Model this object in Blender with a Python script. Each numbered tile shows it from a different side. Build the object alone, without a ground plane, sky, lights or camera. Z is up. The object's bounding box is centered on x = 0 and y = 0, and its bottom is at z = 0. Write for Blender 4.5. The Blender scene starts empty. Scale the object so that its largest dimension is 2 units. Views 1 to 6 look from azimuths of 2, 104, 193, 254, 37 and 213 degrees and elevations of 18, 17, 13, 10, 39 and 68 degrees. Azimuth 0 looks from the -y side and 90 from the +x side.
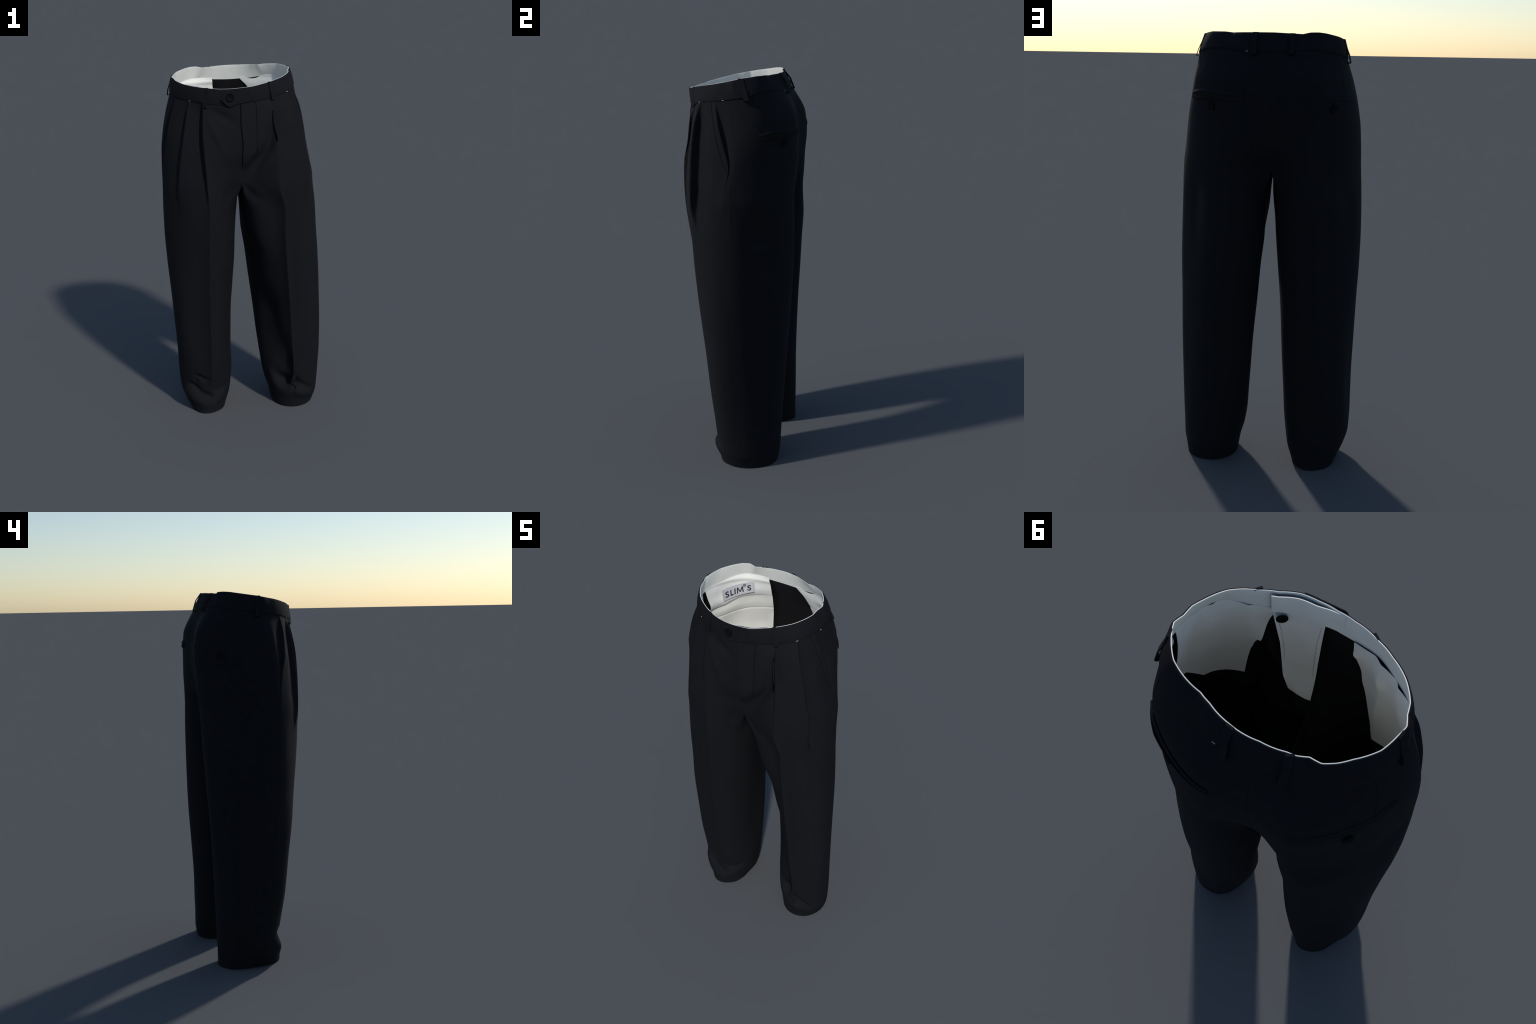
import bpy, math, random
from mathutils import Vector
import numpy as np

random.seed(7)
rng = np.random.default_rng(7)

# ------------------------------------------------------------------ helpers
def pchip(xs, ys, xq):
    """Monotone cubic interpolation; ys may be (n, k)."""
    xs = np.asarray(xs, float); ys = np.asarray(ys, float); xq = np.asarray(xq, float)
    one = ys.ndim == 1
    if one: ys = ys[:, None]
    h = np.diff(xs)[:, None]; d = np.diff(ys, axis=0) / h
    m = np.zeros_like(ys); m[0] = d[0]; m[-1] = d[-1]
    w1 = 2*h[1:] + h[:-1]; w2 = h[1:] + 2*h[:-1]
    ok = d[:-1]*d[1:] > 0
    with np.errstate(divide='ignore', invalid='ignore'):
        mm = (w1 + w2) / (w1/d[:-1] + w2/d[1:])
    m[1:-1] = np.where(ok, mm, 0)
    i = np.clip(np.searchsorted(xs, xq, side='right') - 1, 0, len(xs) - 2)
    t = ((xq - xs[i]) / h[i, 0])[:, None]; hh = h[i]
    r = ((2*t**3 - 3*t**2 + 1)*ys[i] + (t**3 - 2*t**2 + t)*hh*m[i]
         + (-2*t**3 + 3*t**2)*ys[i+1] + (t**3 - t**2)*hh*m[i+1])
    return r[:, 0] if one else r

def cubic(xs, ys, xq):
    """Catmull style (finite difference tangents) interpolation on uneven knots."""
    xs = np.asarray(xs, float); ys = np.asarray(ys, float); xq = np.asarray(xq, float)
    one = ys.ndim == 1
    if one: ys = ys[:, None]
    h = np.diff(xs)[:, None]; d = np.diff(ys, axis=0) / h
    m = np.empty_like(ys); m[0] = d[0]; m[-1] = d[-1]
    m[1:-1] = (d[:-1]*h[1:] + d[1:]*h[:-1]) / (h[1:] + h[:-1])
    i = np.clip(np.searchsorted(xs, xq, side='right') - 1, 0, len(xs) - 2)
    t = ((xq - xs[i]) / h[i, 0])[:, None]; hh = h[i]
    r = ((2*t**3 - 3*t**2 + 1)*ys[i] + (t**3 - 2*t**2 + t)*hh*m[i]
         + (-2*t**3 + 3*t**2)*ys[i+1] + (t**3 - t**2)*hh*m[i+1])
    return r[:, 0] if one else r

def smooth01(t):
    t = np.clip(t, 0, 1); return t*t*(3 - 2*t)

ROOT = bpy.data.objects.new("trousers", None)
bpy.context.scene.collection.objects.link(ROOT)
ROOT["label"] = "black pleated wide-leg dress trousers with white waistband lining"
ROOT["category"] = "trousers"

def add_mesh(name, verts, faces, mat, parent=None, smooth=True, normals=None, angle=None):
    me = bpy.data.meshes.new(name)
    me.from_pydata([tuple(map(float, v)) for v in verts], [], [tuple(map(int, f)) for f in faces])
    me.validate(); me.update()
    me.polygons.foreach_set("use_smooth", [smooth]*len(me.polygons))
    if mat: me.materials.append(mat)
    ob = bpy.data.objects.new(name, me)
    bpy.context.scene.collection.objects.link(ob)
    ob.parent = parent or ROOT
    if normals is not None:
        me.normals_split_custom_set_from_vertices([tuple(map(float, n)) for n in normals])
    elif smooth and angle is not None:
        me.set_sharp_from_angle(angle=math.radians(angle))
    return ob

# ---------------------------------------------------------------- materials
def cloth(name, base, var, scale, rough, bump, spec=0.25, sheen=0.0):
    m = bpy.data.materials.new(name); m.use_nodes = True
    nt = m.node_tree; N = nt.nodes; L = nt.links
    b = N["Principled BSDF"]
    tc = N.new("ShaderNodeTexCoord")
    no = N.new("ShaderNodeTexNoise"); no.inputs["Scale"].default_value = scale
    no.inputs["Detail"].default_value = 6
    L.new(tc.outputs["Object"], no.inputs["Vector"])
    ra = N.new("ShaderNodeValToRGB")
    ra.color_ramp.elements[0].position = 0.3; ra.color_ramp.elements[1].position = 0.7
    ra.color_ramp.elements[0].color = tuple(c*(1-var) for c in base) + (1,)
    ra.color_ramp.elements[1].color = tuple(c*(1+var) for c in base) + (1,)
    L.new(no.outputs["Fac"], ra.inputs["Fac"]); L.new(ra.outputs["Color"], b.inputs["Base Color"])
    # fine twill weave
    mp = N.new("ShaderNodeMapping"); mp.inputs["Rotation"].default_value = (0.6, 0.5, 0.4)
    L.new(tc.outputs["Object"], mp.inputs["Vector"])
    wv = N.new("ShaderNodeTexWave"); wv.inputs["Scale"].default_value = 260
    wv.inputs["Distortion"].default_value = 0.6
    L.new(mp.outputs["Vector"], wv.inputs["Vector"])
    bu = N.new("ShaderNodeBump"); bu.inputs["Strength"].default_value = bump
    bu.inputs["Distance"].default_value = 0.001
    L.new(wv.outputs["Fac"], bu.inputs["Height"]); L.new(bu.outputs["Normal"], b.inputs["Normal"])
    b.inputs["Roughness"].default_value = rough
    b.inputs["Specular IOR Level"].default_value = spec
    b.inputs["Sheen Weight"].default_value = sheen
    b.inputs["Sheen Roughness"].default_value = 0.5
    return m

WOOL = cloth("black_wool", (0.0086, 0.0090, 0.0115), 0.07, 30, 0.85, 0.05, 0.12)
WOOL_IN = cloth("black_wool_inside", (0.0085, 0.0085, 0.0095), 0.07, 30, 0.9, 0.05, 0.15)
LINING = cloth("white_cotton_lining", (0.86, 0.86, 0.81), 0.03, 18, 0.8, 0.06, 0.3)
LABEL = cloth("grey_label", (0.62, 0.62, 0.65), 0.02, 40, 0.6, 0.05, 0.4)
INK = cloth("black_print", (0.03, 0.03, 0.033), 0.03, 40, 0.6, 0.0, 0.3)
THREAD = cloth("grey_thread", (0.33, 0.33, 0.33), 0.05, 60, 0.8, 0.0, 0.3)
BLACK_THREAD = cloth("black_thread", (0.006, 0.006, 0.007), 0.05, 60, 0.9, 0.0, 0.1)

def plastic(name, base, rough):
    m = bpy.data.materials.new(name); m.use_nodes = True
    nt = m.node_tree; b = nt.nodes["Principled BSDF"]
    tc = nt.nodes.new("ShaderNodeTexCoord"); no = nt.nodes.new("ShaderNodeTexNoise")
    no.inputs["Scale"].default_value = 80
    ra = nt.nodes.new("ShaderNodeValToRGB")
    ra.color_ramp.elements[0].color = tuple(c*.85 for c in base) + (1,)
    ra.color_ramp.elements[1].color = tuple(c*1.15 for c in base) + (1,)
    nt.links.new(tc.outputs["Object"], no.inputs["Vector"])
    nt.links.new(no.outputs["Fac"], ra.inputs["Fac"])
    nt.links.new(ra.outputs["Color"], b.inputs["Base Color"])
    b.inputs["Roughness"].default_value = rough
    b.inputs["Specular IOR Level"].default_value = 0.1
    return m
HORN = plastic("black_horn_button", (0.0030, 0.0030, 0.0032), 0.7)

# ------------------------------------------------- waist curves (polar angle)
WC = np.array([-0.005, -0.03])          # centre the waist is measured around

def polar_curve(pts, soft=True):
    p = np.array(pts, float)
    a = np.unwrap(np.arctan2(p[:, 1]-WC[1], p[:, 0]-WC[0]))
    r = np.hypot(p[:, 0]-WC[0], p[:, 1]-WC[1])
    o = np.argsort(a); a = a[o]; r = r[o]; z = p[o, 2]
    a3 = np.concatenate([a-2*np.pi, a, a+2*np.pi]); q = np.tile(np.stack([r, z], 1), (3, 1))
    def f(phi):
        phi = np.atleast_1d(np.asarray(phi, float))
        phi = (phi - a[0]) % (2*np.pi) + a[0]
        rz = cubic(a3, q, phi) if soft else np.stack([np.interp(phi, a3, q[:, 0]), np.interp(phi, a3, q[:, 1])], 1)
        return np.stack([WC[0]+rz[:, 0]*np.cos(phi), WC[1]+rz[:, 0]*np.sin(phi), rz[:, 1]], 1)
    return f

# top edge of the waistband: low in front, high behind, with a few soft dents
RIM = polar_curve([(.05, -.256, 1.922), (.103, -.247, 1.925), (.150, -.218, 1.931), (.195, -.190, 1.938), (.233, -.162, 1.947),
    (.258, -.136, 1.953), (.288, -.075, 1.963), (.299, -.041, 1.970), (.298, -.004, 1.977), (.304, .030, 1.985), (.282, .071, 1.993),
    (.237, .123, 1.999), (.171, .152, 1.998), (.133, .158, 1.994), (.098, .170, 1.995), (.030, .189, 1.995),
    (-.058, .188, 1.995), (-.125, .175, 1.992), (-.150, .170, 1.991), (-.177, .156, 1.990), (-.211, .157, 1.997),
    (-.242, .136, 1.998), (-.267, .107, 1.995), (-.309, .047, 1.984), (-.322, -.012, 1.975), (-.327, -.048, 1.968),
    (-.312, -.078, 1.963), (-.301, -.113, 1.957), (-.255, -.172, 1.943), (-.198, -.210, 1.934), (-.135, -.238, 1.926),
    (-.060, -.256, 1.920), (-.005, -.259, 1.919)], soft=False)
# seam between waistband and trouser panels
SEAM = polar_curve([(.05, -.252, 1.845), (.121, -.235, 1.850), (.210, -.188, 1.858), (.287, -.137, 1.882), (.318, -.057, 1.892),
    (.325, .014, 1.900), (.315, .076, 1.909), (.285, .125, 1.920), (.235, .165, 1.929), (.171, .195, 1.931),
    (.091, .215, 1.921), (.017, .222, 1.917), (-.051, .222, 1.916), (-.134, .207, 1.921), (-.200, .195, 1.926),
    (-.240, .178, 1.926), (-.290, .130, 1.917), (-.325, .070, 1.906), (-.342, .010, 1.898), (-.338, -.060, 1.887),
    (-.300, -.142, 1.876), (-.226, -.200, 1.862), (-.151, -.240, 1.851), (-.098, -.250, 1.843), (-.026, -.255, 1.837)])

def ang(x, y): return math.atan2(y-WC[1], x-WC[0])

# ------------------------------------------------------ trouser body sections
# Key columns around one leg, starting at the front seam:
#   F front seam, R1/V1 crease pleat lip/valley, R2/V2 second pleat lip/valley,
#   G/H pocket lip/valley, S side seam, Q hip, K seat, B back seam
KEYS = ["F", "R1", "V1", "R2", "V2", "G", "H", "S", "Q", "K", "B"]
SEG = [30, 4, 20, 4, 16, 4, 10, 26, 34, 26]        # columns between the keys
INN = 44                                            # columns of the inner leg, B back to F

SEATS = {
 "L": {  # wearer's left, +x
  1.78: dict(F=(.047,-.257), R1=(.218,-.222), V1=(.216,-.202), R2=(.322,-.162), V2=(.296,-.134), G=(.357,-.033), H=(.337,-.022), S=(.345,.030), Q=(.308,.160), K=(.085,.284), B=(-.062,.258)),
  1.68: dict(F=(.045,-.260), R1=(.229,-.234), V1=(.228,-.212), R2=(.352,-.169), V2=(.322,-.137), G=(.374,-.003), H=(.353,.006), S=(.366,.032), Q=(.312,.170), K=(.088,.290), B=(-.064,.270)),
  1.58: dict(F=(.044,-.255), R1=(.234,-.247), V1=(.234,-.228), R2=(.370,-.172), V2=(.340,-.139), G=(.386,.022), H=(.379,.026), S=(.383,.033), Q=(.322,.160), K=(.093,.290), B=(-.068,.264)),
  1.48: dict(F=(.037,-.228), R1=(.234,-.250), V1=(.235,-.238), R2=(.390,-.170), V2=(.360,-.140), G=(.403,.000), H=(.402,.010), S=(.398,.034), Q=(.330,.158), K=(.100,.285), B=(-.070,.245)),
  1.40: dict(F=(.028,-.208), R1=(.233,-.248), V1=(.234,-.240), R2=(.388,-.172), V2=(.366,-.146), G=(.415,-.010), H=(.415,.000), S=(.408,.034), Q=(.338,.156), K=(.110,.280), B=(-.058,.205)),
 },
 "R": {  # wearer's right, -x
  1.78: dict(F=(.047,-.257), R1=(-.157,-.256), V1=(-.167,-.219), R2=(-.245,-.222), V2=(-.254,-.188), G=(-.335,-.152), H=(-.326,-.128), S=(-.366,-.085), Q=(-.348,.106), K=(-.205,.274), B=(-.062,.258)),
  1.68: dict(F=(.045,-.260), R1=(-.161,-.275), V1=(-.172,-.235), R2=(-.265,-.230), V2=(-.274,-.195), G=(-.362,-.150), H=(-.354,-.126), S=(-.386,-.095), Q=(-.366,.110), K=(-.200,.284), B=(-.064,.270)),
  1.58: dict(F=(.044,-.255), R1=(-.158,-.284), V1=(-.169,-.245), R2=(-.284,-.237), V2=(-.293,-.202), G=(-.386,-.128), H=(-.382,-.116), S=(-.400,-.100), Q=(-.364,.112), K=(-.190,.277), B=(-.068,.264)),
  1.48: dict(F=(.037,-.228), R1=(-.153,-.290), V1=(-.165,-.256), R2=(-.300,-.238), V2=(-.308,-.206), G=(-.400,-.118), H=(-.402,-.110), S=(-.408,-.100), Q=(-.362,.112), K=(-.190,.272), B=(-.070,.245)),
  1.40: dict(F=(.028,-.208), R1=(-.150,-.292), V1=(-.161,-.268), R2=(-.310,-.236), V2=(-.318,-.212), G=(-.404,-.118), H=(-.406,-.110), S=(-.411,-.100), Q=(-.358,.112), K=(-.190,.266), B=(-.058,.205)),
 }}
TOPKEY = {  # where the keys meet the waistband seam
 "L": dict(F=(.05,-.252), R1=(.206,-.19), V1=(.213,-.186), R2=(.287,-.137), V2=(.291,-.131), G=(.318,-.057), H=(.319,-.05), S=(.325,.02), Q=(.270,.140), K=(.08,.217), B=(-.055,.222)),
 "R": dict(F=(.05,-.252), R1=(-.150,-.24), V1=(-.157,-.237), R2=(-.226,-.2), V2=(-.233,-.196), G=(-.300,-.142), H=(-.303,-.137), S=(-.338,-.068), Q=(-.322,.075), K=(-.195,.196), B=(-.055,.222)),
}
# leg cross-sections: (z, centre x, centre y, radius every 30 degrees starting at +x), crease not included
LEGS = {
 "L": [
  (1.25, .218, .039, [.194, .159, .153, .207, .270, .256, .216, .234, .258, .232, .252, .230]),
  (1.10, .216, .040, [.201, .167, .165, .212, .266, .252, .203, .204, .224, .210, .247, .235]),
  (0.95, .221, .042, [.199, .168, .172, .213, .256, .240, .187, .168, .176, .194, .236, .236]),
  (0.80, .228, .048, [.189, .161, .166, .204, .241, .233, .181, .153, .155, .182, .225, .232]),
  (0.60, .237, .056, [.177, .146, .151, .184, .219, .222, .168, .122, .121, .166, .208, .222]),
  (0.40, .241, .060, [.170, .145, .148, .172, .199, .204, .165, .120, .115, .156, .192, .211]),
  (0.25, .245, .060, [.163, .146, .152, .172, .186, .181, .164, .138, .133, .154, .174, .192]),
  (0.15, .251, .062, [.152, .141, .149, .167, .177, .167, .155, .142, .141, .150, .165, .175]),
  (0.08, .256, .066, [.144, .133, .143, .163, .169, .152, .139, .137, .142, .152, .159, .160]),
  (0.00, .255, .072, [.124, .125, .138, .149, .147, .134, .124, .125, .138, .149, .147, .134]),
 ],
 "R": [
  (1.25, -.227, .003, [.206, .200, .228, .257, .206, .171, .187, .217, .227, .256, .270, .238]),
  (1.10, -.234, .004, [.195, .202, .229, .246, .195, .173, .186, .212, .224, .245, .260, .230]),
  (0.95, -.240, .007, [.191, .195, .218, .234, .186, .167, .178, .203, .217, .232, .246, .222]),
  (0.80, -.245, .012, [.183, .186, .209, .219, .176, .159, .167, .192, .216, .220, .227, .203]),
  (0.60, -.249, .019, [.165, .181, .202, .202, .169, .154, .154, .181, .203, .196, .206, .183]),
  (0.40, -.252, .028, [.155, .171, .191, .187, .168, .155, .148, .172, .190, .184, .190, .169]),
  (0.25, -.258, .040, [.160, .163, .177, .173, .161, .154, .149, .165, .173, .176, .179, .167]),
  (0.15, -.260, .046, [.152, .154, .168, .166, .144, .137, .144, .158, .165, .163, .164, .160]),
  (0.08, -.256, .043, [.137, .144, .160, .168, .148, .132, .131, .144, .163, .165, .158, .144]),
  (0.00, -.250, .040, [.100, .112, .146, .172, .153, .118, .100, .112, .146, .172, .153, .118]),
 ]}
# direction (degrees) of every key seen from the leg's centre, inner leg last
LEGANG = {"L": [-129,-81,-78,-48,-45,-4,-2,0,42,113,149,165,185,205,231],
          "R": [-39,-74,-77,-112,-115,-149,-151,-153,-210,-276,-309,-335,-355,-378,-399]}

def panel_row(keys, other, first_tan):
    """Columns F..B of one seat row: three cloth panels with sharp pleat lips between them."""
    P = {k: np.array(v, float) for k, v in keys.items()}
    out = []
    def run(ctrl, lo, segs):
        c = np.array(ctrl); t = np.concatenate([[0], np.cumsum(np.linalg.norm(np.diff(c, axis=0), axis=1)**.7)])
        for s, n in segs:
            tq = np.linspace(t[lo+s], t[lo+s+1], n, endpoint=False)
            out.append(cubic(t, c, tq))
    O = {k: np.array(v, float) for k, v in other.items()}
    run([O["R1"], P["F"], P["R1"]], 1, [(0, SEG[0])])
    out.append(np.linspace(P["R1"], P["V1"], SEG[1], endpoint=False))
    # panel between the pleats bellies out a little
    d = P["R2"]-P["V1"]; n = np.array([d[1], -d[0]])*(1 if first_tan > 0 else -1)
    mid = (P["V1"]+P["R2"])/2 + n*.03
    run([P["V1"], mid, P["R2"]], 0, [(0, SEG[2]//2), (1, SEG[2]-SEG[2]//2)])
    out.append(np.linspace(P["R2"], P["V2"], SEG[3], endpoint=False))
    d = P["G"]-P["V2"]; n = np.array([d[1], -d[0]])*(1 if first_tan > 0 else -1)
    mid = (P["V2"]+P["G"])/2 + n*(.09 if first_tan > 0 else .06)
    run([P["V2"], mid, P["G"]], 0, [(0, SEG[4]//2), (1, SEG[4]-SEG[4]//2)])
    out.append(np.linspace(P["G"], P["H"], SEG[5], endpoint=False))
    run([P["H"], P["S"], P["Q"], P["K"], P["B"], O["K"]], 0, [(0, SEG[6]), (1, SEG[7]), (2, SEG[8]), (3, SEG[9])])
    return np.concatenate(out + [P["B"][None]])

def leg_section(sec, angs):
    z, cx, cy, rad = sec
    k = np.arange(-3, 16); R = np.array(rad)[k % 12]
    r = cubic(k*np.pi/6, R, np.asarray(angs) % (2*np.pi))
    return np.stack([cx + r*np.cos(angs), cy + r*np.sin(angs)], 1)

COLS_OUT = sum(SEG) + 1
def leg_angles(side):
    a = np.radians(LEGANG[side]); out = []
    for i, n in enumerate(SEG): out.append(np.linspace(a[i], a[i+1], n, endpoint=False))
    ti = np.linspace(0, 4, INN+1)
    inner = cubic(np.arange(5), a[10:15], ti)
    return np.concatenate(out + [inner])          # COLS_OUT + INN (last repeats F)

CROTCH = 1.40
def body_rows(side):
    """Returns control rows as (v, pts[ncol,3]); inner columns are NaN above the crotch."""
    oth = "R" if side == "L" else "L"; sg = 1 if side == "L" else -1
    ncol = COLS_OUT + INN
    rows = []
    # waist seam row
    tk = TOPKEY[side]; a = np.unwrap([ang(*tk[k]) for k in KEYS])
    phi = np.concatenate([np.linspace(a[i], a[i+1], n, endpoint=False) for i, n in enumerate(SEG)] + [[a[-1]]])
    r = np.full((ncol, 3), np.nan); r[:COLS_OUT] = SEAM(phi); rows.append((1.90, r))
    for z, keys in SEATS[side].items():
        r = np.full((ncol, 3), np.nan)
        r[:COLS_OUT, :2] = panel_row(keys, SEATS[oth][z], sg); r[:COLS_OUT, 2] = z
        if z == CROTCH:
            f, b = r[0, :2], r[COLS_OUT-1, :2]; t = np.linspace(0, 1, INN+1)[1:]
            r[COLS_OUT:, :2] = b + (f-b)*t[:, None]
            r[COLS_OUT:, 2] = CROTCH + .0 - .025*np.sin(np.pi*t)
        rows.append((z, r))
    la = leg_angles(side)
    for sec in LEGS[side]:
        r = np.full((ncol, 3), np.nan); r[:, :2] = leg_section(sec, la); r[:, 2] = sec[0]
        # pressed crease runs down the front as a ridge, a weaker one down the back
        d = np.abs(la - la[SEG[0]]); amp = np.interp(sec[0], [0, .08, .15, .25, .4, .6, 1.3], np.array([0, .004, .010, .018, .026, .030, .034])*(.8 if side == "L" else 1))
        c = np.array([sec[1], sec[2]]); u = r[:, :2]-c; u /= np.linalg.norm(u, axis=1)[:, None]
        r[:, :2] += u*(amp*np.exp(-d/.14))[:, None]
        kb = sum(SEG[:9]); d = np.abs(la - la[kb])
        r[:, :2] += u*(.005*np.exp(-d/.25))[:, None]
        rows.append((sec[0], r))
    return rows

# row heights of the final grid (parameter v falls from waist to hem)
VROWS = np.concatenate([np.linspace(1.90, CROTCH, 56), np.linspace(CROTCH, .30, 76)[1:], np.linspace(.30, 0, 46)[1:]])
ICR = 55

def body_grid(side):
    rows = body_rows(side); vs = np.array([r[0] for r in rows])[::-1]; P = np.array([r[1] for r in rows])[::-1]
    ncol = P.shape[1]
    G = np.full((len(VROWS), ncol, 3), np.nan)
    for c in range(3):
        G[:, :COLS_OUT, c] = pchip(vs, P[:, :COLS_OUT, c], VROWS)
        lo = vs <= CROTCH + 1e-6; m = VROWS <= CROTCH + 1e-6
        G[m, COLS_OUT:, c] = pchip(vs[lo], P[lo, COLS_OUT:, c], VROWS[m])
    return G

GRID = {s: body_grid(s) for s in "LR"}
# the last inner column repeats column F: drop it
for s in "LR": GRID[s] = GRID[s][:, :COLS_OUT+INN-1]
NC = COLS_OUT + INN - 1; NR = len(VROWS)

# weld everything into one vertex list
verts = []; index = {}
def vid(s, i, j):
    j = j % NC if i >= ICR else j
    seam = (i <= ICR and j in (0, COLS_OUT-1)) or (i == ICR and j >= COLS_OUT)
    key = ("M" if seam else s, i, j)
    if key not in index:
        p = GRID[s][i, j]
        if seam: p = (GRID["L"][i, j] + GRID["R"][i, j])/2
        index[key] = len(verts); verts.append(p)
    return index[key]
parts = {}      # (panel kind, side) -> faces
JS = sum(SEG[:7])                       # side seam column
JI = COLS_OUT - 1 + INN//2              # inseam column
for s in "LR":
    for i in range(NR-1):
        top = i < ICR
        for j in range(COLS_OUT-1 if top else NC):
            f = [vid(s, i, j), vid(s, i+1, j), vid(s, i+1, j+1), vid(s, i, j+1)]
            if s == "R": f = f[::-1]
            kind = "front_panel" if (j < JS or j >= JI) else "back_panel"
            parts.setdefault((kind, s), []).append(f)
V = np.array(verts)
allf = [f for fs in parts.values() for f in fs]
FA = np.array(allf)
def vertex_normals(V, FA):
    n = np.cross(V[FA[:, 2]]-V[FA[:, 0]], V[FA[:, 3]]-V[FA[:, 1]])
    N = np.zeros_like(V)
    for k in range(4): np.add.at(N, FA[:, k], n)
    return N/np.maximum(np.linalg.norm(N, axis=1), 1e-12)[:, None]
VN = vertex_normals(V, FA)

# drape folds: a line through space, how far it reaches and how deep it pulls the cloth in (+) or out (-)
FOLDS = [   # (points x, y, z, depth), reach
 ([(.208,-.215,1.80,.004), (.200,-.235,1.70,.020), (.180,-.245,1.61,.034), (.125,-.250,1.53,.034), (.085,-.235,1.475,.015), (.050,-.21,1.43,.0)], .030),  # drag fold from pleat to crotch
 ([(.140,-.110,.52,.0), (.170,-.120,.44,.022), (.195,-.115,.34,.036), (.205,-.105,.25,.030), (.22,-.100,.20,.010)], .055),     # hollow shin over the shoe
 ([(.285,-.095,.205,.0), (.290,-.085,.165,.010), (.325,-.075,.140,.016), (.375,-.050,.105,.004)], .017),
 ([(.140,-.050,.240,.0), (.175,-.075,.195,.030), (.215,-.085,.172,.052), (.255,-.085,.162,.036), (.285,-.085,.158,.012)], .034),
 ([(.285,-.085,.150,.008), (.268,-.085,.095,.003)], .014),
 ([(.240,-.095,.130,.010), (.300,-.085,.100,.016), (.350,-.065,.075,.008)], .028, -1),
 ([(.120,-.040,.200,.010), (.170,-.085,.110,.012), (.240,-.090,.090,.006)], .030, -1),
 ([(-.345,-.100,.190,.004), (-.310,-.125,.160,.028), (-.270,-.135,.125,.032), (-.210,-.135,.100,.024), (-.195,-.13,.085,.004)], .017),
 ([(-.350,-.080,.130,.010), (-.290,-.130,.075,.014), (-.210,-.135,.055,.014), (-.160,-.080,.090,.008)], .030, -1),
 ([(-.310,-.130,.255,.002), (-.270,-.140,.230,.016), (-.215,-.150,.205,.006)], .014),
 ([(-.300,-.130,.225,.004), (-.305,-.130,.195,.016), (-.305,-.128,.165,.010)], .014),
 ([(-.265,-.145,.180,.008), (-.225,-.150,.145,.014), (-.205,-.145,.120,.008)], .020, -1),
 ([(-.120,-.040,.150,.004), (-.160,-.100,.135,.014), (-.200,-.140,.150,.008)], .020),
 ([(-.120,-.262,1.81,.002), (-.060,-.262,1.785,.009), (.010,-.265,1.74,.003)], .022),
 ([(-.130,-.270,1.77,.003), (-.080,-.280,1.66,.008), (-.040,-.280,1.57,.002)], .020, -1),
 ([(.000,-.20,1.42,.000), (-.030,-.22,1.36,.010), (-.060,-.235,1.25,.000)], .030),
 ([(.040,-.19,1.40,.000), (.080,-.21,1.34,.012), (.130,-.225,1.31,.006), (.17,-.23,1.30,0)], .022),
]
for pts, w, *sgn in FOLDS:
    q = np.array(pts, float); t = np.linspace(0, len(q)-1, 6*len(q)); q = cubic(np.arange(len(q)), q, t)
    k = np.zeros(len(V))
    for a, b in zip(q[:-1], q[1:]):
        d = b[:3]-a[:3]; u = np.clip(((V-a[:3])@d)/(d@d), 0, 1)
        dist = np.linalg.norm(V-(a[:3]+u[:, None]*d), axis=1)
        k = np.maximum(k, np.maximum(a[3]+(b[3]-a[3])*u, 0)*np.exp(-(dist/w)**2))
    if sgn: k = -k
    V = V - VN*k[:, None]
    VN = vertex_normals(V, FA)
# edges used once in the whole body = hem and waist
from collections import Counter
ec = Counter()
for f in allf:
    for a, b in zip(f, f[1:]+f[:1]): ec[(min(a, b), max(a, b))] += 1
TH = .004
def build_panel(name, faces):
    ids = sorted({i for f in faces for i in f}); mp = {k: n for n, k in enumerate(ids)}; n0 = len(ids)
    vs = np.concatenate([V[ids], V[ids]-VN[ids]*TH]); ns = np.concatenate([VN[ids], -VN[ids]])
    fs = [[mp[i] for i in f] for f in faces] + [[mp[i]+n0 for i in f[::-1]] for f in faces]
    for f in faces:
        for a, b in zip(f, f[1:]+f[:1]):
            if ec[(min(a, b), max(a, b))] == 1: fs.append([mp[b], mp[a], mp[a]+n0, mp[b]+n0])
    ob = add_mesh(name, vs, fs, WOOL, normals=ns)
    ob.data.materials.append(WOOL_IN)
    mi = [0]*len(faces) + [1]*len(faces) + [0]*(len(fs)-2*len(faces))
    if len(mi) == len(ob.data.polygons): ob.data.polygons.foreach_set("material_index", mi)
    return ob
for (kind, s), fs in parts.items(): build_panel(kind, fs)

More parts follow.
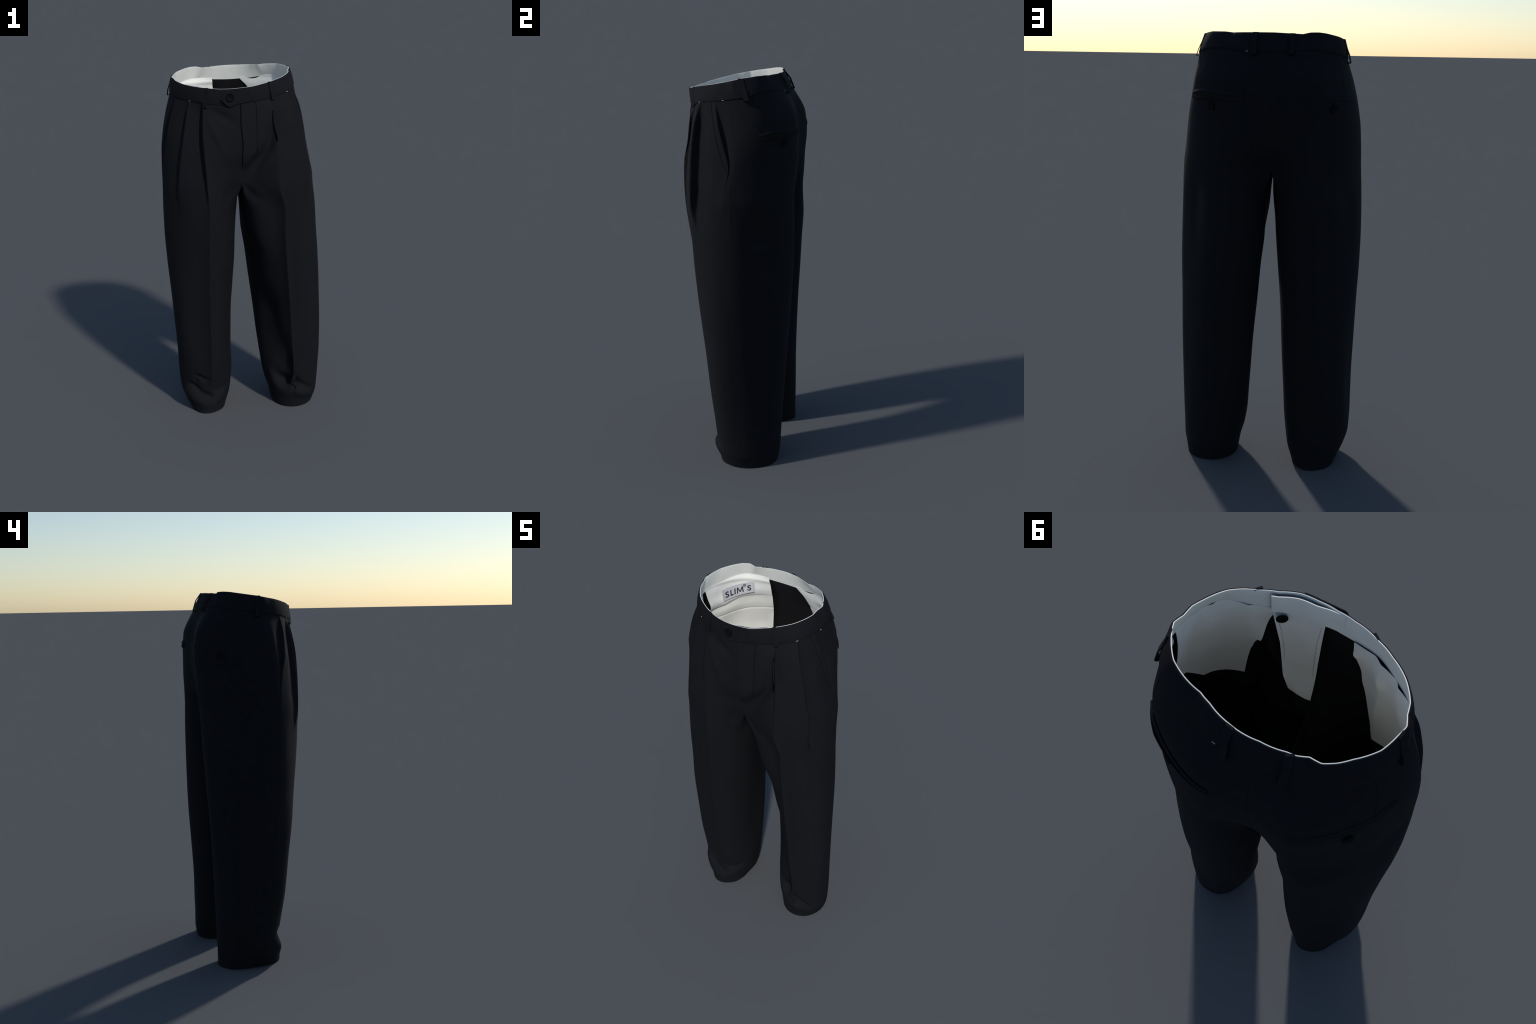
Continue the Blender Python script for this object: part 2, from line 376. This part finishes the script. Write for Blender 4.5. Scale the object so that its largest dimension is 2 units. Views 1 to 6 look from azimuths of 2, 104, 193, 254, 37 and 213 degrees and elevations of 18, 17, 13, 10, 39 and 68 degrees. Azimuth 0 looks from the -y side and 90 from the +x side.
# ------------------------------------------------------------------ waistband
NB = 420
PHI = np.linspace(0, 2*np.pi, NB, endpoint=False)
def ring_out(C, phi, d):
    """Curve pushed outward by d in its own plane."""
    p = C(phi); q1 = C(phi+.03); q0 = C(phi-.03); t = q1-q0
    n = np.stack([t[:, 1], -t[:, 0], 0*t[:, 0]], 1); n /= np.linalg.norm(n, axis=1)[:, None]
    return p + n*d
def band_point(phi, h, d):
    """Point of the band: h = 0 at the seam, 1 at the rim, d = outward distance."""
    phi = np.atleast_1d(np.asarray(phi, float)); h = np.broadcast_to(np.asarray(h, float), phi.shape)
    a = ring_out(SEAM, phi, d); b = ring_out(RIM, phi, d)
    return a + (b-a)*np.asarray(h).reshape(-1, 1)
def tube_of_rings(rings, closed=True):
    n = len(rings[0]); vs = np.concatenate(rings); fs = []
    m = len(rings)
    for k in range(m-1):
        for i in range(n if closed else n-1):
            j = (i+1) % n
            fs.append([k*n+i, k*n+j, (k+1)*n+j, (k+1)*n+i])
    return vs, fs
rings = [band_point(PHI, 0*PHI-.02, -.003), band_point(PHI, 0*PHI-.03, .003)] + \
        [band_point(PHI, 0*PHI+h, .004+.003*math.sin(math.pi*h)) for h in np.linspace(0, .97, 10)] + \
        [band_point(PHI, 0*PHI+1.0, .003), band_point(PHI, 0*PHI+1.0, .0005)]
vs, fs = tube_of_rings(rings)
add_mesh("waistband", vs, fs, WOOL, angle=60)
rings = [band_point(PHI, 0*PHI+.99, .0008), band_point(PHI, 0*PHI+1.008, -.0002), band_point(PHI, 0*PHI+1.004, -.0022)] + \
        [band_point(PHI, 0*PHI+h, -.0028-.002*(1-h)) for h in np.linspace(.97, 0, 10)] + [band_point(PHI, 0*PHI-.03, -.005)]
vs, fs = tube_of_rings(rings)
add_mesh("waistband_lining", vs, fs, LINING, angle=60)

# ----------------------------------------------------------------- belt loops
def belt_loop(top, bottom, bulge, kink, width=.024, th=.0032):
    top = Vector(top); bottom = Vector(bottom)
    c = Vector((WC[0], WC[1], 0)); m = (top+bottom)/2
    out = Vector((m.x-c.x, m.y-c.y, 0)).normalized(); side = Vector((-out.y, out.x, 0))
    path = [top - out*.003, top + out*.003, top.lerp(bottom, .40) + out*bulge*kink, top.lerp(bottom, .72) + out*bulge,
            bottom + out*bulge*.9, bottom + out*bulge*.5 + Vector((0, 0, -.004)), bottom - out*.004 + Vector((0, 0, .002))]
    vs = []; fs = []
    for i, p in enumerate(path):
        t = (path[min(i+1, len(path)-1)] - path[max(i-1, 0)]).normalized(); n = t.cross(side).normalized()
        for w, h in ((-1, 0), (1, 0), (1, 1), (-1, 1)):
            vs.append(p + side*w*width/2 + n*(h-.5)*th)
        if i:
            b = 4*(i-1)
            for k in range(4): fs.append([b+k, b+(k+1) % 4, b+4+(k+1) % 4, b+4+k])
    fs += [[3, 2, 1, 0], [len(vs)-4+k for k in range(4)]]
    ob = add_mesh("belt_loop", [tuple(v) for v in vs], fs, WOOL, smooth=False)
    return ob
def on_band(x, y, h, d=.004): return band_point([ang(x, y)], [h], d)[0]
for tx, ty, bx, by, drop, bulge, kink in [(-.128, -.236, -.139, -.245, -.28, .007, .6), (.197, -.19, .207, -.19, -.12, .008, .6),
        (.288, .06, .300, .09, -.22, .007, .5), (-.324, -.02, -.342, -.008, -.28, .010, .5),
        (.022, .188, .017, .225, -.18, .014, 1.1), (-.134, .172, -.134, .21, -.2, .014, 1.1)]:
    belt_loop(on_band(tx, ty, 1.0, .003), on_band(bx, by, drop, .003), bulge, kink)

# ---------------------------------------------------- helpers for sewn-on bits
from mathutils.bvhtree import BVHTree
BODY = BVHTree.FromPolygons([Vector(v) for v in V], [list(map(int, f)) for f in allf])
def snap(p):
    q = BODY.find_nearest(Vector(p))
    n = q[1]
    w = Vector((q[0].x-WC[0], q[0].y-WC[1], 0))
    if q[0].z > 1.42 and n.dot(w) < 0: n = -n
    return np.array(q[0]), np.array(n)

def sheet(name, P, th, mat, flip=False, parent=None, angle=50):
    """Grid of points -> closed thin cloth sheet; thickness goes against the grid normal."""
    P = np.asarray(P, float); m, n = P.shape[:2]
    du = np.gradient(P, axis=0); dv = np.gradient(P, axis=1)
    N = np.cross(du, dv); N /= np.maximum(np.linalg.norm(N, axis=2), 1e-12)[..., None]
    if flip: N = -N
    A = P.reshape(-1, 3); Bk = (P - N*th).reshape(-1, 3); o = m*n
    fs = []
    for i in range(m-1):
        for j in range(n-1):
            q = [i*n+j, (i+1)*n+j, (i+1)*n+j+1, i*n+j+1]
            if flip: q = q[::-1]
            fs.append(q); fs.append([k+o for k in q[::-1]])
    ring = [i*n for i in range(m)] + [(m-1)*n+j for j in range(1, n)] + [i*n+n-1 for i in range(m-2, -1, -1)] + [j for j in range(n-2, 0, -1)]
    for a, b in zip(ring, ring[1:]+ring[:1]):
        q = [b, a, a+o, b+o]
        if flip: q = q[::-1]
        fs.append(q)
    return add_mesh(name, np.concatenate([A, Bk]), fs, mat, parent=parent, angle=angle)

def thread(name, pts, rad, mat, dash=None, parent=None):
    """Tube along a polyline; dash=(length, gap) breaks it into stitches."""
    P = np.array(pts, float); s = np.concatenate([[0], np.cumsum(np.linalg.norm(np.diff(P, axis=0), axis=1))])
    if dash: spans = [(a, min(a+dash[0], s[-1])) for a in np.arange(0, s[-1], dash[0]+dash[1])]
    else: spans = [(0, s[-1])]
    vs = []; fs = []
    for a, b in spans:
        q = np.linspace(a, b, 3 if dash else max(12, int((b-a)/.012)))
        C = np.stack([np.interp(q, s, P[:, k]) for k in range(3)], 1)
        T = np.gradient(C, axis=0); T /= np.maximum(np.linalg.norm(T, axis=1), 1e-9)[:, None]
        up = np.array([.31, .27, .91]); U = np.cross(T, up); U /= np.linalg.norm(U, axis=1)[:, None]; W = np.cross(T, U)
        base = len(vs)
        for c, u, w in zip(C, U, W):
            for k in range(5):
                t = 2*math.pi*k/5; vs.append(c + rad*(math.cos(t)*u + math.sin(t)*w))
        for i in range(len(C)-1):
            for k in range(5):
                fs.append([base+i*5+k, base+i*5+(k+1) % 5, base+(i+1)*5+(k+1) % 5, base+(i+1)*5+k])
    ob = add_mesh(name, vs, fs, mat, parent=parent)
    ob["kind"] = "stuff"
    return ob

def surf_line(pts, off, n=40):
    """Polyline snapped to the cloth and lifted by off."""
    P = np.array(pts, float); t = np.linspace(0, len(P)-1, n)
    Q = cubic(np.arange(len(P)), P, t)
    out = []
    for q in Q:
        a, nn = snap(q); out.append(a + nn*off)
    return np.array(out)

# ---------------------------------------------------------------- buttons
def button(center, normal, r=.021, th=.006, up=(0, 0, 1), parent=None):
    n = Vector(normal).normalized(); u = Vector(up).cross(n).normalized(); w = n.cross(u)
    c = Vector(center); prof = [(0, .62), (.30, .60), (.52, .55), (.62, .70), (.78, .95), (.92, 1.0), (1.0, .75), (1.0, .2), (.9, 0), (0, 0)]
    seg = 32; vs = []; fs = []
    for rr, h in prof:
        for k in range(seg):
            t = 2*math.pi*k/seg; vs.append(c + (u*math.cos(t) + w*math.sin(t))*r*rr + n*th*h)
    for i in range(len(prof)-1):
        for k in range(seg):
            fs.append([i*seg+k, (i+1)*seg+k, (i+1)*seg+(k+1) % seg, i*seg+(k+1) % seg])
    b = add_mesh("button", vs, fs, HORN, parent=parent, angle=40)
    # two thread bars through four holes
    vs = []; fs = []
    for sx in (-1, 1):
        for (x0, y0) in ((-1, -1),):
            o = len(vs)
            for (x, y, z) in ((sx*.28-.07, -.30, .60), (sx*.28+.07, -.30, .60), (sx*.28+.07, .30, .60), (sx*.28-.07, .30, .60),
                              (sx*.28-.05, -.24, .78), (sx*.28+.05, -.24, .78), (sx*.28+.05, .24, .78), (sx*.28-.05, .24, .78)):
                vs.append(c + (u*x + w*y)*r + n*th*z)
            for f in ((0, 1, 5, 4), (1, 2, 6, 5), (2, 3, 7, 6), (3, 0, 4, 7), (4, 5, 6, 7)): fs.append([o+k for k in f])
    add_mesh("button_thread", vs, fs, BLACK_THREAD, parent=b, smooth=False)
    return b

# ------------------------------------------------- fly: tab, flap and stitching
def deg(a): return math.radians(a)
def lerp_tab(zs, vals, z): return np.interp(z, zs, vals)
# pointed end of the waistband lying over the other end
TAB_TOP = [(-66, .99), (-78, .99), (-88, .98), (-94.5, .94), (-98.5, .66), (-102.3, .36)]
TAB_BOT = [(-66, .00), (-78, -.01), (-88, -.09), (-92.6, -.12), (-97.5, .10), (-102.3, .36)]
m = 24; T = np.linspace(0, len(TAB_TOP)-1, m)
top = np.stack([np.interp(T, range(6), [q[k] for q in TAB_TOP]) for k in (0, 1)], 1)
bot = np.stack([np.interp(T, range(6), [q[k] for q in TAB_BOT]) for k in (0, 1)], 1)
P = np.zeros((m, 10, 3))
for i in range(m):
    for j in range(10):
        q = top[i] + (bot[i]-top[i])*j/9
        lift = .007 + .009*smooth01((-q[0]-80)/22)
        P[i, j] = band_point([deg(q[0])], q[1], lift)[0]
TAB = sheet("waistband_tab", P, .004, WOOL, flip=False)
bc = band_point([deg(-90.6)], .50, .0135)[0]; bn = bc - np.array([WC[0], WC[1], bc[2]])
bn = np.array([.05, -1, .03])
button(bc, bn, parent=TAB)
# inner end of the band running behind it
phd = np.linspace(-97, -46, 26); phis = np.radians(phd); taper = smooth01((phd+96)/22)
def lap(h, d0, d1):
    a = band_point(phis, h, d0); b = band_point(phis, h, d1); return a + (b-a)*taper[:, None]
P = np.stack([lap(h, -.0046, -.017) for h in np.linspace(-.02, .97, 8)], 1)
UND = sheet("waistband_underlap", P, .003, LINING, flip=True)
P = np.stack([lap(h, -.001, -.0115) for h in np.linspace(-.02, .95, 8)], 1)
sheet("underlap_cloth", P, .003, WOOL, flip=False, parent=UND)

# fly flap: second layer on the wearer's left front, free edge along the centre seam
Z = np.linspace(1.842, 1.49, 36)
P = np.zeros((36, 14, 3))
for i, z in enumerate(Z):
    x0 = np.interp(z, [1.49, 1.503, 1.64, 1.74, 1.85], [.040, .042, .050, .044, .049])
    xs_ = np.interp(z, [1.49, 1.497, 1.515, 1.56, 1.62, 1.85], [.044, .060, .095, .118, .123, .128])
    for j in range(14):
        t = j/13; a, n = snap((x0 + (xs_-x0)*t, -.262, z))
        P[i, j] = a + n*(.0022 + .0075*(1-t)**1.5*smooth01((z-1.48)/.06))
sheet("fly_flap", P, .003, WOOL, flip=False)
thread("fly_stitching", surf_line([(.128, -.25, 1.846), (.126, -.25, 1.76), (.124, -.25, 1.68), (.122, -.25, 1.60), (.119, -.25, 1.555), (.105, -.25, 1.52), (.075, -.25, 1.50), (.044, -.24, 1.492)], .0027, 60), .0008, BLACK_THREAD)

# ------------------------------------------------------------ seams and stitches
def col_line(side, key, off, v0=1.90, v1=0.0):
    j = {"S": JS, "I": JI, "B": COLS_OUT-1}[key]
    out = []
    for i in range(NR):
        if v1 - 1e-6 <= VROWS[i] <= v0 + 1e-6:
            k = vid(side, i, j); out.append(V[k] + VN[k]*off)
    return np.array(out)
for sd in "LR":
    thread("side_seam", col_line(sd, "S", -.0002), .0007, BLACK_THREAD)
    thread("inseam", col_line(sd, "I", -.0002, CROTCH-.02), .0011, BLACK_THREAD)
    ring = np.array([V[vid(sd, int(np.argmin(np.abs(VROWS-.055))), j)] + VN[vid(sd, int(np.argmin(np.abs(VROWS-.055))), j)]*.0002 for j in range(NC)] )
    thread("hem_stitching", np.concatenate([ring, ring[:1]]), .0006, BLACK_THREAD, dash=(.012, .004))
thread("seat_seam", col_line("L", "B", -.0002, 1.90, CROTCH), .0008, BLACK_THREAD)
thread("dart_seam", surf_line([(.285, .155, 1.905), (.300, .165, 1.83), (.300, .175, 1.73)], .0002), .0006, BLACK_THREAD)
thread("dart_seam", surf_line([(-.315, .085, 1.905), (-.345, .090, 1.84), (-.350, .105, 1.73)], .0002), .0006, BLACK_THREAD)

# ------------------------------------------------------------ back welt pockets
def welt_pocket(a, b, gape, sag, peak):
    """Two lips along a..b on the seat; gape opens them most at fraction peak."""
    a = np.array(a); b = np.array(b); n = 40
    t = np.linspace(0, 1, n)
    open_ = np.interp(t, [0, peak, 1], [0, 1, 0])
    base = [snap(a + (b-a)*k) for k in t]
    up = np.array([0, 0, 1.])
    def strip(z0, z1, l0, l1, flip):
        P = np.zeros((n, 5, 3))
        for i in range(n):
            for j in range(5):
                f = j/4; h = z0[i] + (z1[i]-z0[i])*f
                q, nn = snap(base[i][0] + base[i][1]*.0 + up*h)
                P[i, j] = q + nn*(l0[i] + (l1[i]-l0[i])*f + .0015*math.sin(math.pi*f))
        return P
    w = .013
    k = np.ones(n)
    back = sheet("pocket_opening", strip(-.004*k - sag*open_, .004*k + gape*open_, .0012*k, .0012*k, False), .002, WOOL_IN, flip=True)
    up_ = sheet("pocket_welt", strip(.0015*k + gape*open_, (.0015+w)*k + gape*open_, .0026*k + .004*open_*(gape > .005), .0010*k, False), .003, WOOL, flip=True)
    lo_ = sheet("pocket_welt", strip(-(.0015+w)*k - sag*open_, -.0015*k - sag*open_, .0010*k, .0028*k + .009*open_*(gape > .005), False), .003, WOOL, flip=True)
welt_pocket((.313, .150, 1.722), (.048, .291, 1.722), .014, .006, .28)
welt_pocket((-.376, .033, 1.712), (-.189, .284, 1.726), .004, .002, .45)
for p in ((.213, .27, 1.681), (-.318, .178, 1.678)):
    q, n = snap(p); button(q + n*.004, n, r=.018, th=.006)
    thread("buttonhole", [q + n*.003 + np.array([0, 0, .028]), q + n*.003 + np.array([0, 0, .018])], .0015, BLACK_THREAD)

# side pocket topstitching
thread("pocket_stitching", surf_line([(.300, -.075, 1.89), (.345, -.055, 1.78), (.365, -.030, 1.68), (.378, -.005, 1.60), (.383, .010, 1.567)], .0008), .001, BLACK_THREAD)

# ------------------------------------------------------------------- inner lining
def shell_radius(ph, z):
    """How far out the trouser cloth lies (smallest within a few degrees)."""
    best = 9
    for d in (-.06, -.03, 0, .03, .06):
        u = Vector((math.cos(ph+d), math.sin(ph+d), 0)); o = Vector((WC[0], WC[1], min(z, 1.83)))
        h = BODY.ray_cast(o + u*.8, -u)
        if h[0] is not None: best = min(best, .8 - h[3])
    return best

def lining(name, zs, a_deg, b_deg, z_bot, inset, drift, rows=46, cols=40, wrinkle=None, th=.002):
    """Cloth hanging inside from the waistband; edge angles may change with height."""
    PH = np.zeros((rows, cols)); ZZ = np.zeros((rows, cols)); RR = np.zeros((rows, cols)); LIM = np.zeros((rows, cols))
    for j in range(cols):
        s_ = j/(cols-1); zb = np.interp(s_, np.linspace(0, 1, len(z_bot)), z_bot)
        a0 = np.interp(1.9, zs, a_deg); b0 = np.interp(1.9, zs, b_deg)
        zt = SEAM(deg(a0 + (b0-a0)*s_))[0, 2] + .004
        for i in range(rows):
            z = zt + (zb-zt)*i/(rows-1)
            ph = deg(np.interp(z, zs, a_deg)*(1-s_) + np.interp(z, zs, b_deg)*s_)
            p = SEAM(ph)[0]; r = math.hypot(p[0]-WC[0], p[1]-WC[1])
            d = drift if np.isscalar(drift) else np.interp(math.degrees(ph) % 360, drift[::2], drift[1::2])
            PH[i, j] = ph; ZZ[i, j] = z; LIM[i, j] = shell_radius(ph, z) - .011
            RR[i, j] = r - inset + d*(zt-z) + (inset-.0065)*math.exp(-(zt-z)/.02)
    # let the cloth relax: smooth, but never through the trouser shell
    RR = np.minimum(RR, LIM)
    for _ in range(60):
        B_ = np.pad(RR, 1, mode="edge")
        S_ = (B_[:-2, 1:-1] + B_[2:, 1:-1] + B_[1:-1, :-2] + B_[1:-1, 2:])/4
        S_[0] = RR[0]
        RR = np.minimum(S_, LIM)
    if wrinkle:
        for i in range(rows):
            for j in range(cols): RR[i, j] -= wrinkle(PH[i, j], ZZ[i, j])
    P = np.stack([WC[0]+RR*np.cos(PH), WC[1]+RR*np.sin(PH), ZZ], 2)
    return P, sheet(name, P, th, LINING, flip=False)

def right_back_wrinkle(ph, z):
    a = math.degrees(ph) % 360
    line = np.interp(a, [118, 146, 160, 182], [1.826, 1.803, 1.772, 1.765])
    f = np.interp(a, [118, 135, 160, 182], [.2, .6, 1, 1])
    w = .016*f*math.exp(-((z-line-.022)/.035)**2)*(1 if z > line else math.exp(-((line-z)/.006)**2))
    w += .006*math.exp(-((z-1.905)/.012)**2)
    l2 = np.interp(a, [118, 143, 161], [1.738, 1.715, 1.702])
    w += .005*f*math.exp(-((z-l2-.03)/.025)**2) - .003*math.exp(-((z-l2)/.004)**2)
    return w + .0025*math.sin(a*.16+z*30)*f
RB, RBO = lining("pocket_lining", [1.3, 1.65, 1.75, 1.80, 1.86, 1.92], [116, 115.3, 114.9, 115.2, 116.2, 118], [174, 174, 175.8, 178, 180.8, 183.5],
    [1.48, 1.46, 1.48], .014, (120, .30, 160, .13), rows=110, cols=60, wrinkle=right_back_wrinkle)
def left_back_wrinkle(ph, z):
    a = math.degrees(ph)
    return .010*math.exp(-((z-1.885)/.02)**2)*smooth01((62-a)/25.) - .002*math.exp(-((z-1.825)/.004)**2) + .002*math.sin(a*.2+z*25)
lining("pocket_lining", [1.5, 1.77, 1.83, 1.88, 1.92], [67, 68.4, 70.4, 76, 83.4], [13.5, 13.5, 13, 12, 11], [1.52, 1.50, 1.50], .014, .38, rows=90, cols=50, wrinkle=left_back_wrinkle)
lining("pocket_lining", [1.35, 1.56, 1.665, 1.82, 1.9], [9, 9, 9, 8.5, 8], [-31.5, -35.4, -39.3, -46.8, -49], [1.54, 1.53, 1.42, 1.395, 1.38], .014, .25)
lining("pocket_lining", [1.3, 1.42, 1.644, 1.85], [-127.7, -124.6, -113.7, -107.7], [-172, -172, -172, -172], [1.31, 1.36, 1.40, 1.42], .014, .40)
lining("fly_lining", [1.44, 1.455, 1.47, 1.53, 1.62, 1.70, 1.85], [-68, -61, -57, -52.5, -51.5, -50.5, -45.7], [-79.5, -79.5, -79.8, -80.2, -80.9, -82, -83.7], [1.455, 1.44, 1.44], .022,
       .0)
P = lambda ph, z, ins: np.array(SEAM(deg(ph))[0]*[1, 1, 0]) + [0, 0, z]
def in_pt(ph, z, ins):
    p = SEAM(deg(ph))[0]; u = np.array([p[0]-WC[0], p[1]-WC[1]]); r = np.linalg.norm(u); u /= r
    return np.array([WC[0]+u[0]*(r-ins), WC[1]+u[1]*(r-ins), z])
# inner button and dashed stitching on the fly lining
q = in_pt(-51.8, 1.832, .0235); button(q, WC[0]-q[0] and (WC[0]-q[0], WC[1]-q[1], 0), r=.017)
thread("lining_stitching", [in_pt(a, z, .0245) for a, z in ((-82, 1.845), (-79.2, 1.75), (-78.4, 1.68), (-78, 1.60), (-77.7, 1.53))], .0008, THREAD, dash=(.009, .006))
thread("lining_stitching", [in_pt(a, z, .0245) for a, z in ((-48.6, 1.84), (-51, 1.78), (-53, 1.70), (-54, 1.62), (-55, 1.53))], .0007, THREAD, dash=(.004, .004))

# stitching lines that follow the lining sheets
def on_sheet(P, s_, t_, off):
    m, n = P.shape[:2]; i = min(int(t_*(m-1)), m-2); j = min(int(s_*(n-1)), n-2); f = t_*(m-1)-i; g = s_*(n-1)-j
    p = P[i, j]*(1-f)*(1-g) + P[i+1, j]*f*(1-g) + P[i, j+1]*(1-f)*g + P[i+1, j+1]*f*g
    u = np.array([WC[0]-p[0], WC[1]-p[1], 0]); return p + u/np.linalg.norm(u)*off
thread("lining_stitching", [on_sheet(RB, .07, t, .0006) for t in np.linspace(.0, .98, 60)], .0007, THREAD, dash=(.011, .007))
thread("lining_stitching", [on_sheet(RB, .93, t, .0006) for t in np.linspace(.0, .98, 60)], .0007, THREAD, dash=(.011, .007))

# ------------------------------------------------------------------- woven label
def rb_at(a, z, off):
    """Point of the right-hand back lining at angle a (degrees) and height z."""
    zi = RB[:, :, 2]; an = np.degrees(np.arctan2(RB[:, :, 1]-WC[1], RB[:, :, 0]-WC[0])) % 360
    k = np.argmin(((an-a)*.004)**2 + (zi-z)**2); i, j = divmod(int(k), RB.shape[1])
    p = RB[i, j]; u = np.array([p[0]-WC[0], p[1]-WC[1], 0]); r = np.linalg.norm(u); r0 = r
    # smooth over neighbours
    i0, i1 = max(i-3, 0), min(i+4, RB.shape[0]); j0, j1 = max(j-3, 0), min(j+4, RB.shape[1])
    rr = np.mean(np.hypot(RB[i0:i1, j0:j1, 0]-WC[0], RB[i0:i1, j0:j1, 1]-WC[1]))
    return np.array([WC[0]+(rr-off)*math.cos(deg(a)), WC[1]+(rr-off)*math.sin(deg(a)), z])
CORN = {"lt": (164.8, 1.862), "rt": (134.0, 1.893), "rb": (133.6, 1.837), "lb": (163.3, 1.797)}
# radius of the label follows a smooth curve fitted through the lining so it lies flat
AA = np.linspace(130, 168, 12); RR = [np.hypot(*(rb_at(a, np.interp(a, [134, 164], [1.865, 1.828]), 0)[:2]-WC)) for a in AA]
cf = np.polyfit(AA-149, RR, 2)
def lab(s_, t_, off):
    """s 0..1 left to right as read, t 0..1 bottom to top."""
    a = (CORN["lt"][0]*(1-s_)+CORN["rt"][0]*s_)*t_ + (CORN["lb"][0]*(1-s_)+CORN["rb"][0]*s_)*(1-t_)
    z = (CORN["lt"][1]*(1-s_)+CORN["rt"][1]*s_)*t_ + (CORN["lb"][1]*(1-s_)+CORN["rb"][1]*s_)*(1-t_)
    r = np.polyval(cf, a-149) - .014 - off + .010*(1-t_)*0
    return np.array([WC[0]+r*math.cos(deg(a)), WC[1]+r*math.sin(deg(a)), z])
LAB_FLIP = True
G_ = np.array([[lab(i/29, 1-j/9, 0) for j in range(10)] for i in range(30)])
LAB = sheet("label", G_, .003, LABEL, flip=LAB_FLIP)
thread("label_border", [lab(s_, t_, .0004) for s_, t_ in [(x, .95) for x in np.linspace(.03, .97, 20)] + [(.97, y) for y in np.linspace(.95, .05, 6)] + [(x, .05) for x in np.linspace(.97, .03, 20)] + [(.03, y) for y in np.linspace(.05, .95, 6)]], .0006, THREAD, parent=LAB)

def lettering(text, s0, s1, t0, t1):
    cu = bpy.data.curves.new("label_lettering", "FONT"); cu.body = text; cu.size = 1; cu.offset = .022; cu.extrude = 0
    cu.space_character = 1.08
    ob = bpy.data.objects.new("label_lettering", cu); bpy.context.scene.collection.objects.link(ob)
    bpy.context.view_layer.update()
    dg = bpy.context.evaluated_depsgraph_get(); me = bpy.data.meshes.new_from_object(ob.evaluated_get(dg))
    bpy.data.objects.remove(ob); bpy.data.curves.remove(cu)
    import bmesh
    bm = bmesh.new(); bm.from_mesh(me)
    bmesh.ops.triangulate(bm, faces=bm.faces[:])
    r = bmesh.ops.extrude_face_region(bm, geom=bm.faces[:])
    for v in r["geom"]:
        if isinstance(v, bmesh.types.BMVert): v.co.z += 1
    bm.normal_update()
    xs_ = [v.co.x for v in bm.verts]; ys_ = [v.co.y for v in bm.verts]
    x0, x1, y0, y1 = min(xs_), max(xs_), min(ys_), max(ys_)
    vs = [lab(s0 + (v.co.x-x0)/(x1-x0)*(s1-s0), t0 + (v.co.y-y0)/(y1-y0)*(t1-t0), .0003 + .0009*(v.co.z > .5)) for v in bm.verts]
    fs = [[v.index for v in f.verts] for f in bm.faces]; bm.free(); bpy.data.meshes.remove(me)
    return add_mesh("label_lettering", vs, fs, INK, parent=LAB, smooth=False)
lettering("S", .085, .205, .22, .74)
lettering("S", .785, .905, .22, .74)
LW, LH = .19, .060                      # label size, to keep stroke widths even
def bars(strokes, w):
    """Letter made of straight strokes (s0, t0, s1, t1) on the label."""
    vs = []; fs = []
    for n_, (s0, t0, s1, t1) in enumerate(strokes):
        a = np.array([s0*LW, t0*LH]); b = np.array([s1*LW, t1*LH]); d = (b-a)/np.linalg.norm(b-a)
        nn = np.array([LW and 1.0, 0]) if abs(d[1]) > .3 else np.array([0, 1.0])
        o = len(vs)
        for off in (.0003, .0012 + .00003*n_):
            for f in (0, .5, 1):
                for k in (-.5, .5):
                    q = a + (b-a)*f + nn*w*k; vs.append(lab(q[0]/LW, q[1]/LH, off))
        for i in (0, 1):
            j = o+2*i
            fs += [[j, j+1, j+3, j+2], [j+6, j+8, j+9, j+7], [j, j+2, j+8, j+6], [j+1, j+7, j+9, j+3]]
        fs += [[o, o+6, o+7, o+1], [o+4, o+5, o+11, o+10]]
    return add_mesh("label_lettering", vs, fs, INK, parent=LAB, smooth=False)
bars([(.265, .22, .275, .74), (.262, .27, .345, .27)], .0062)
bars([(.395, .22, .405, .74)], .0066)
bars([(.470, .22, .485, .74), (.488, .74, .560, .30), (.560, .30, .632, .74), (.635, .74, .650, .22)], .0062)
# three curved strokes standing for the apostrophe
for k in range(3):
    thread("label_lettering", [lab(.665 + k*.030 + .035*(1-math.cos(t)), .66 + .27*math.sin(t)*(1-.12*k), .0006) for t in np.linspace(.1, 1.5, 8)], .0016, INK, parent=LAB)

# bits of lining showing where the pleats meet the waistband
for a, w in ((ang(.284, -.139), .014), (ang(.320, -.014), .010), (ang(-.222, -.203), .010), (ang(.052, -.252), .003), (ang(.055, .222), .02)):
    ph = np.linspace(a-w, a+w, 6)
    P = np.stack([band_point(ph, h, .0042) for h in (-.038, -.024)], 1)
    sheet("lining_edge", P, .002, LINING)
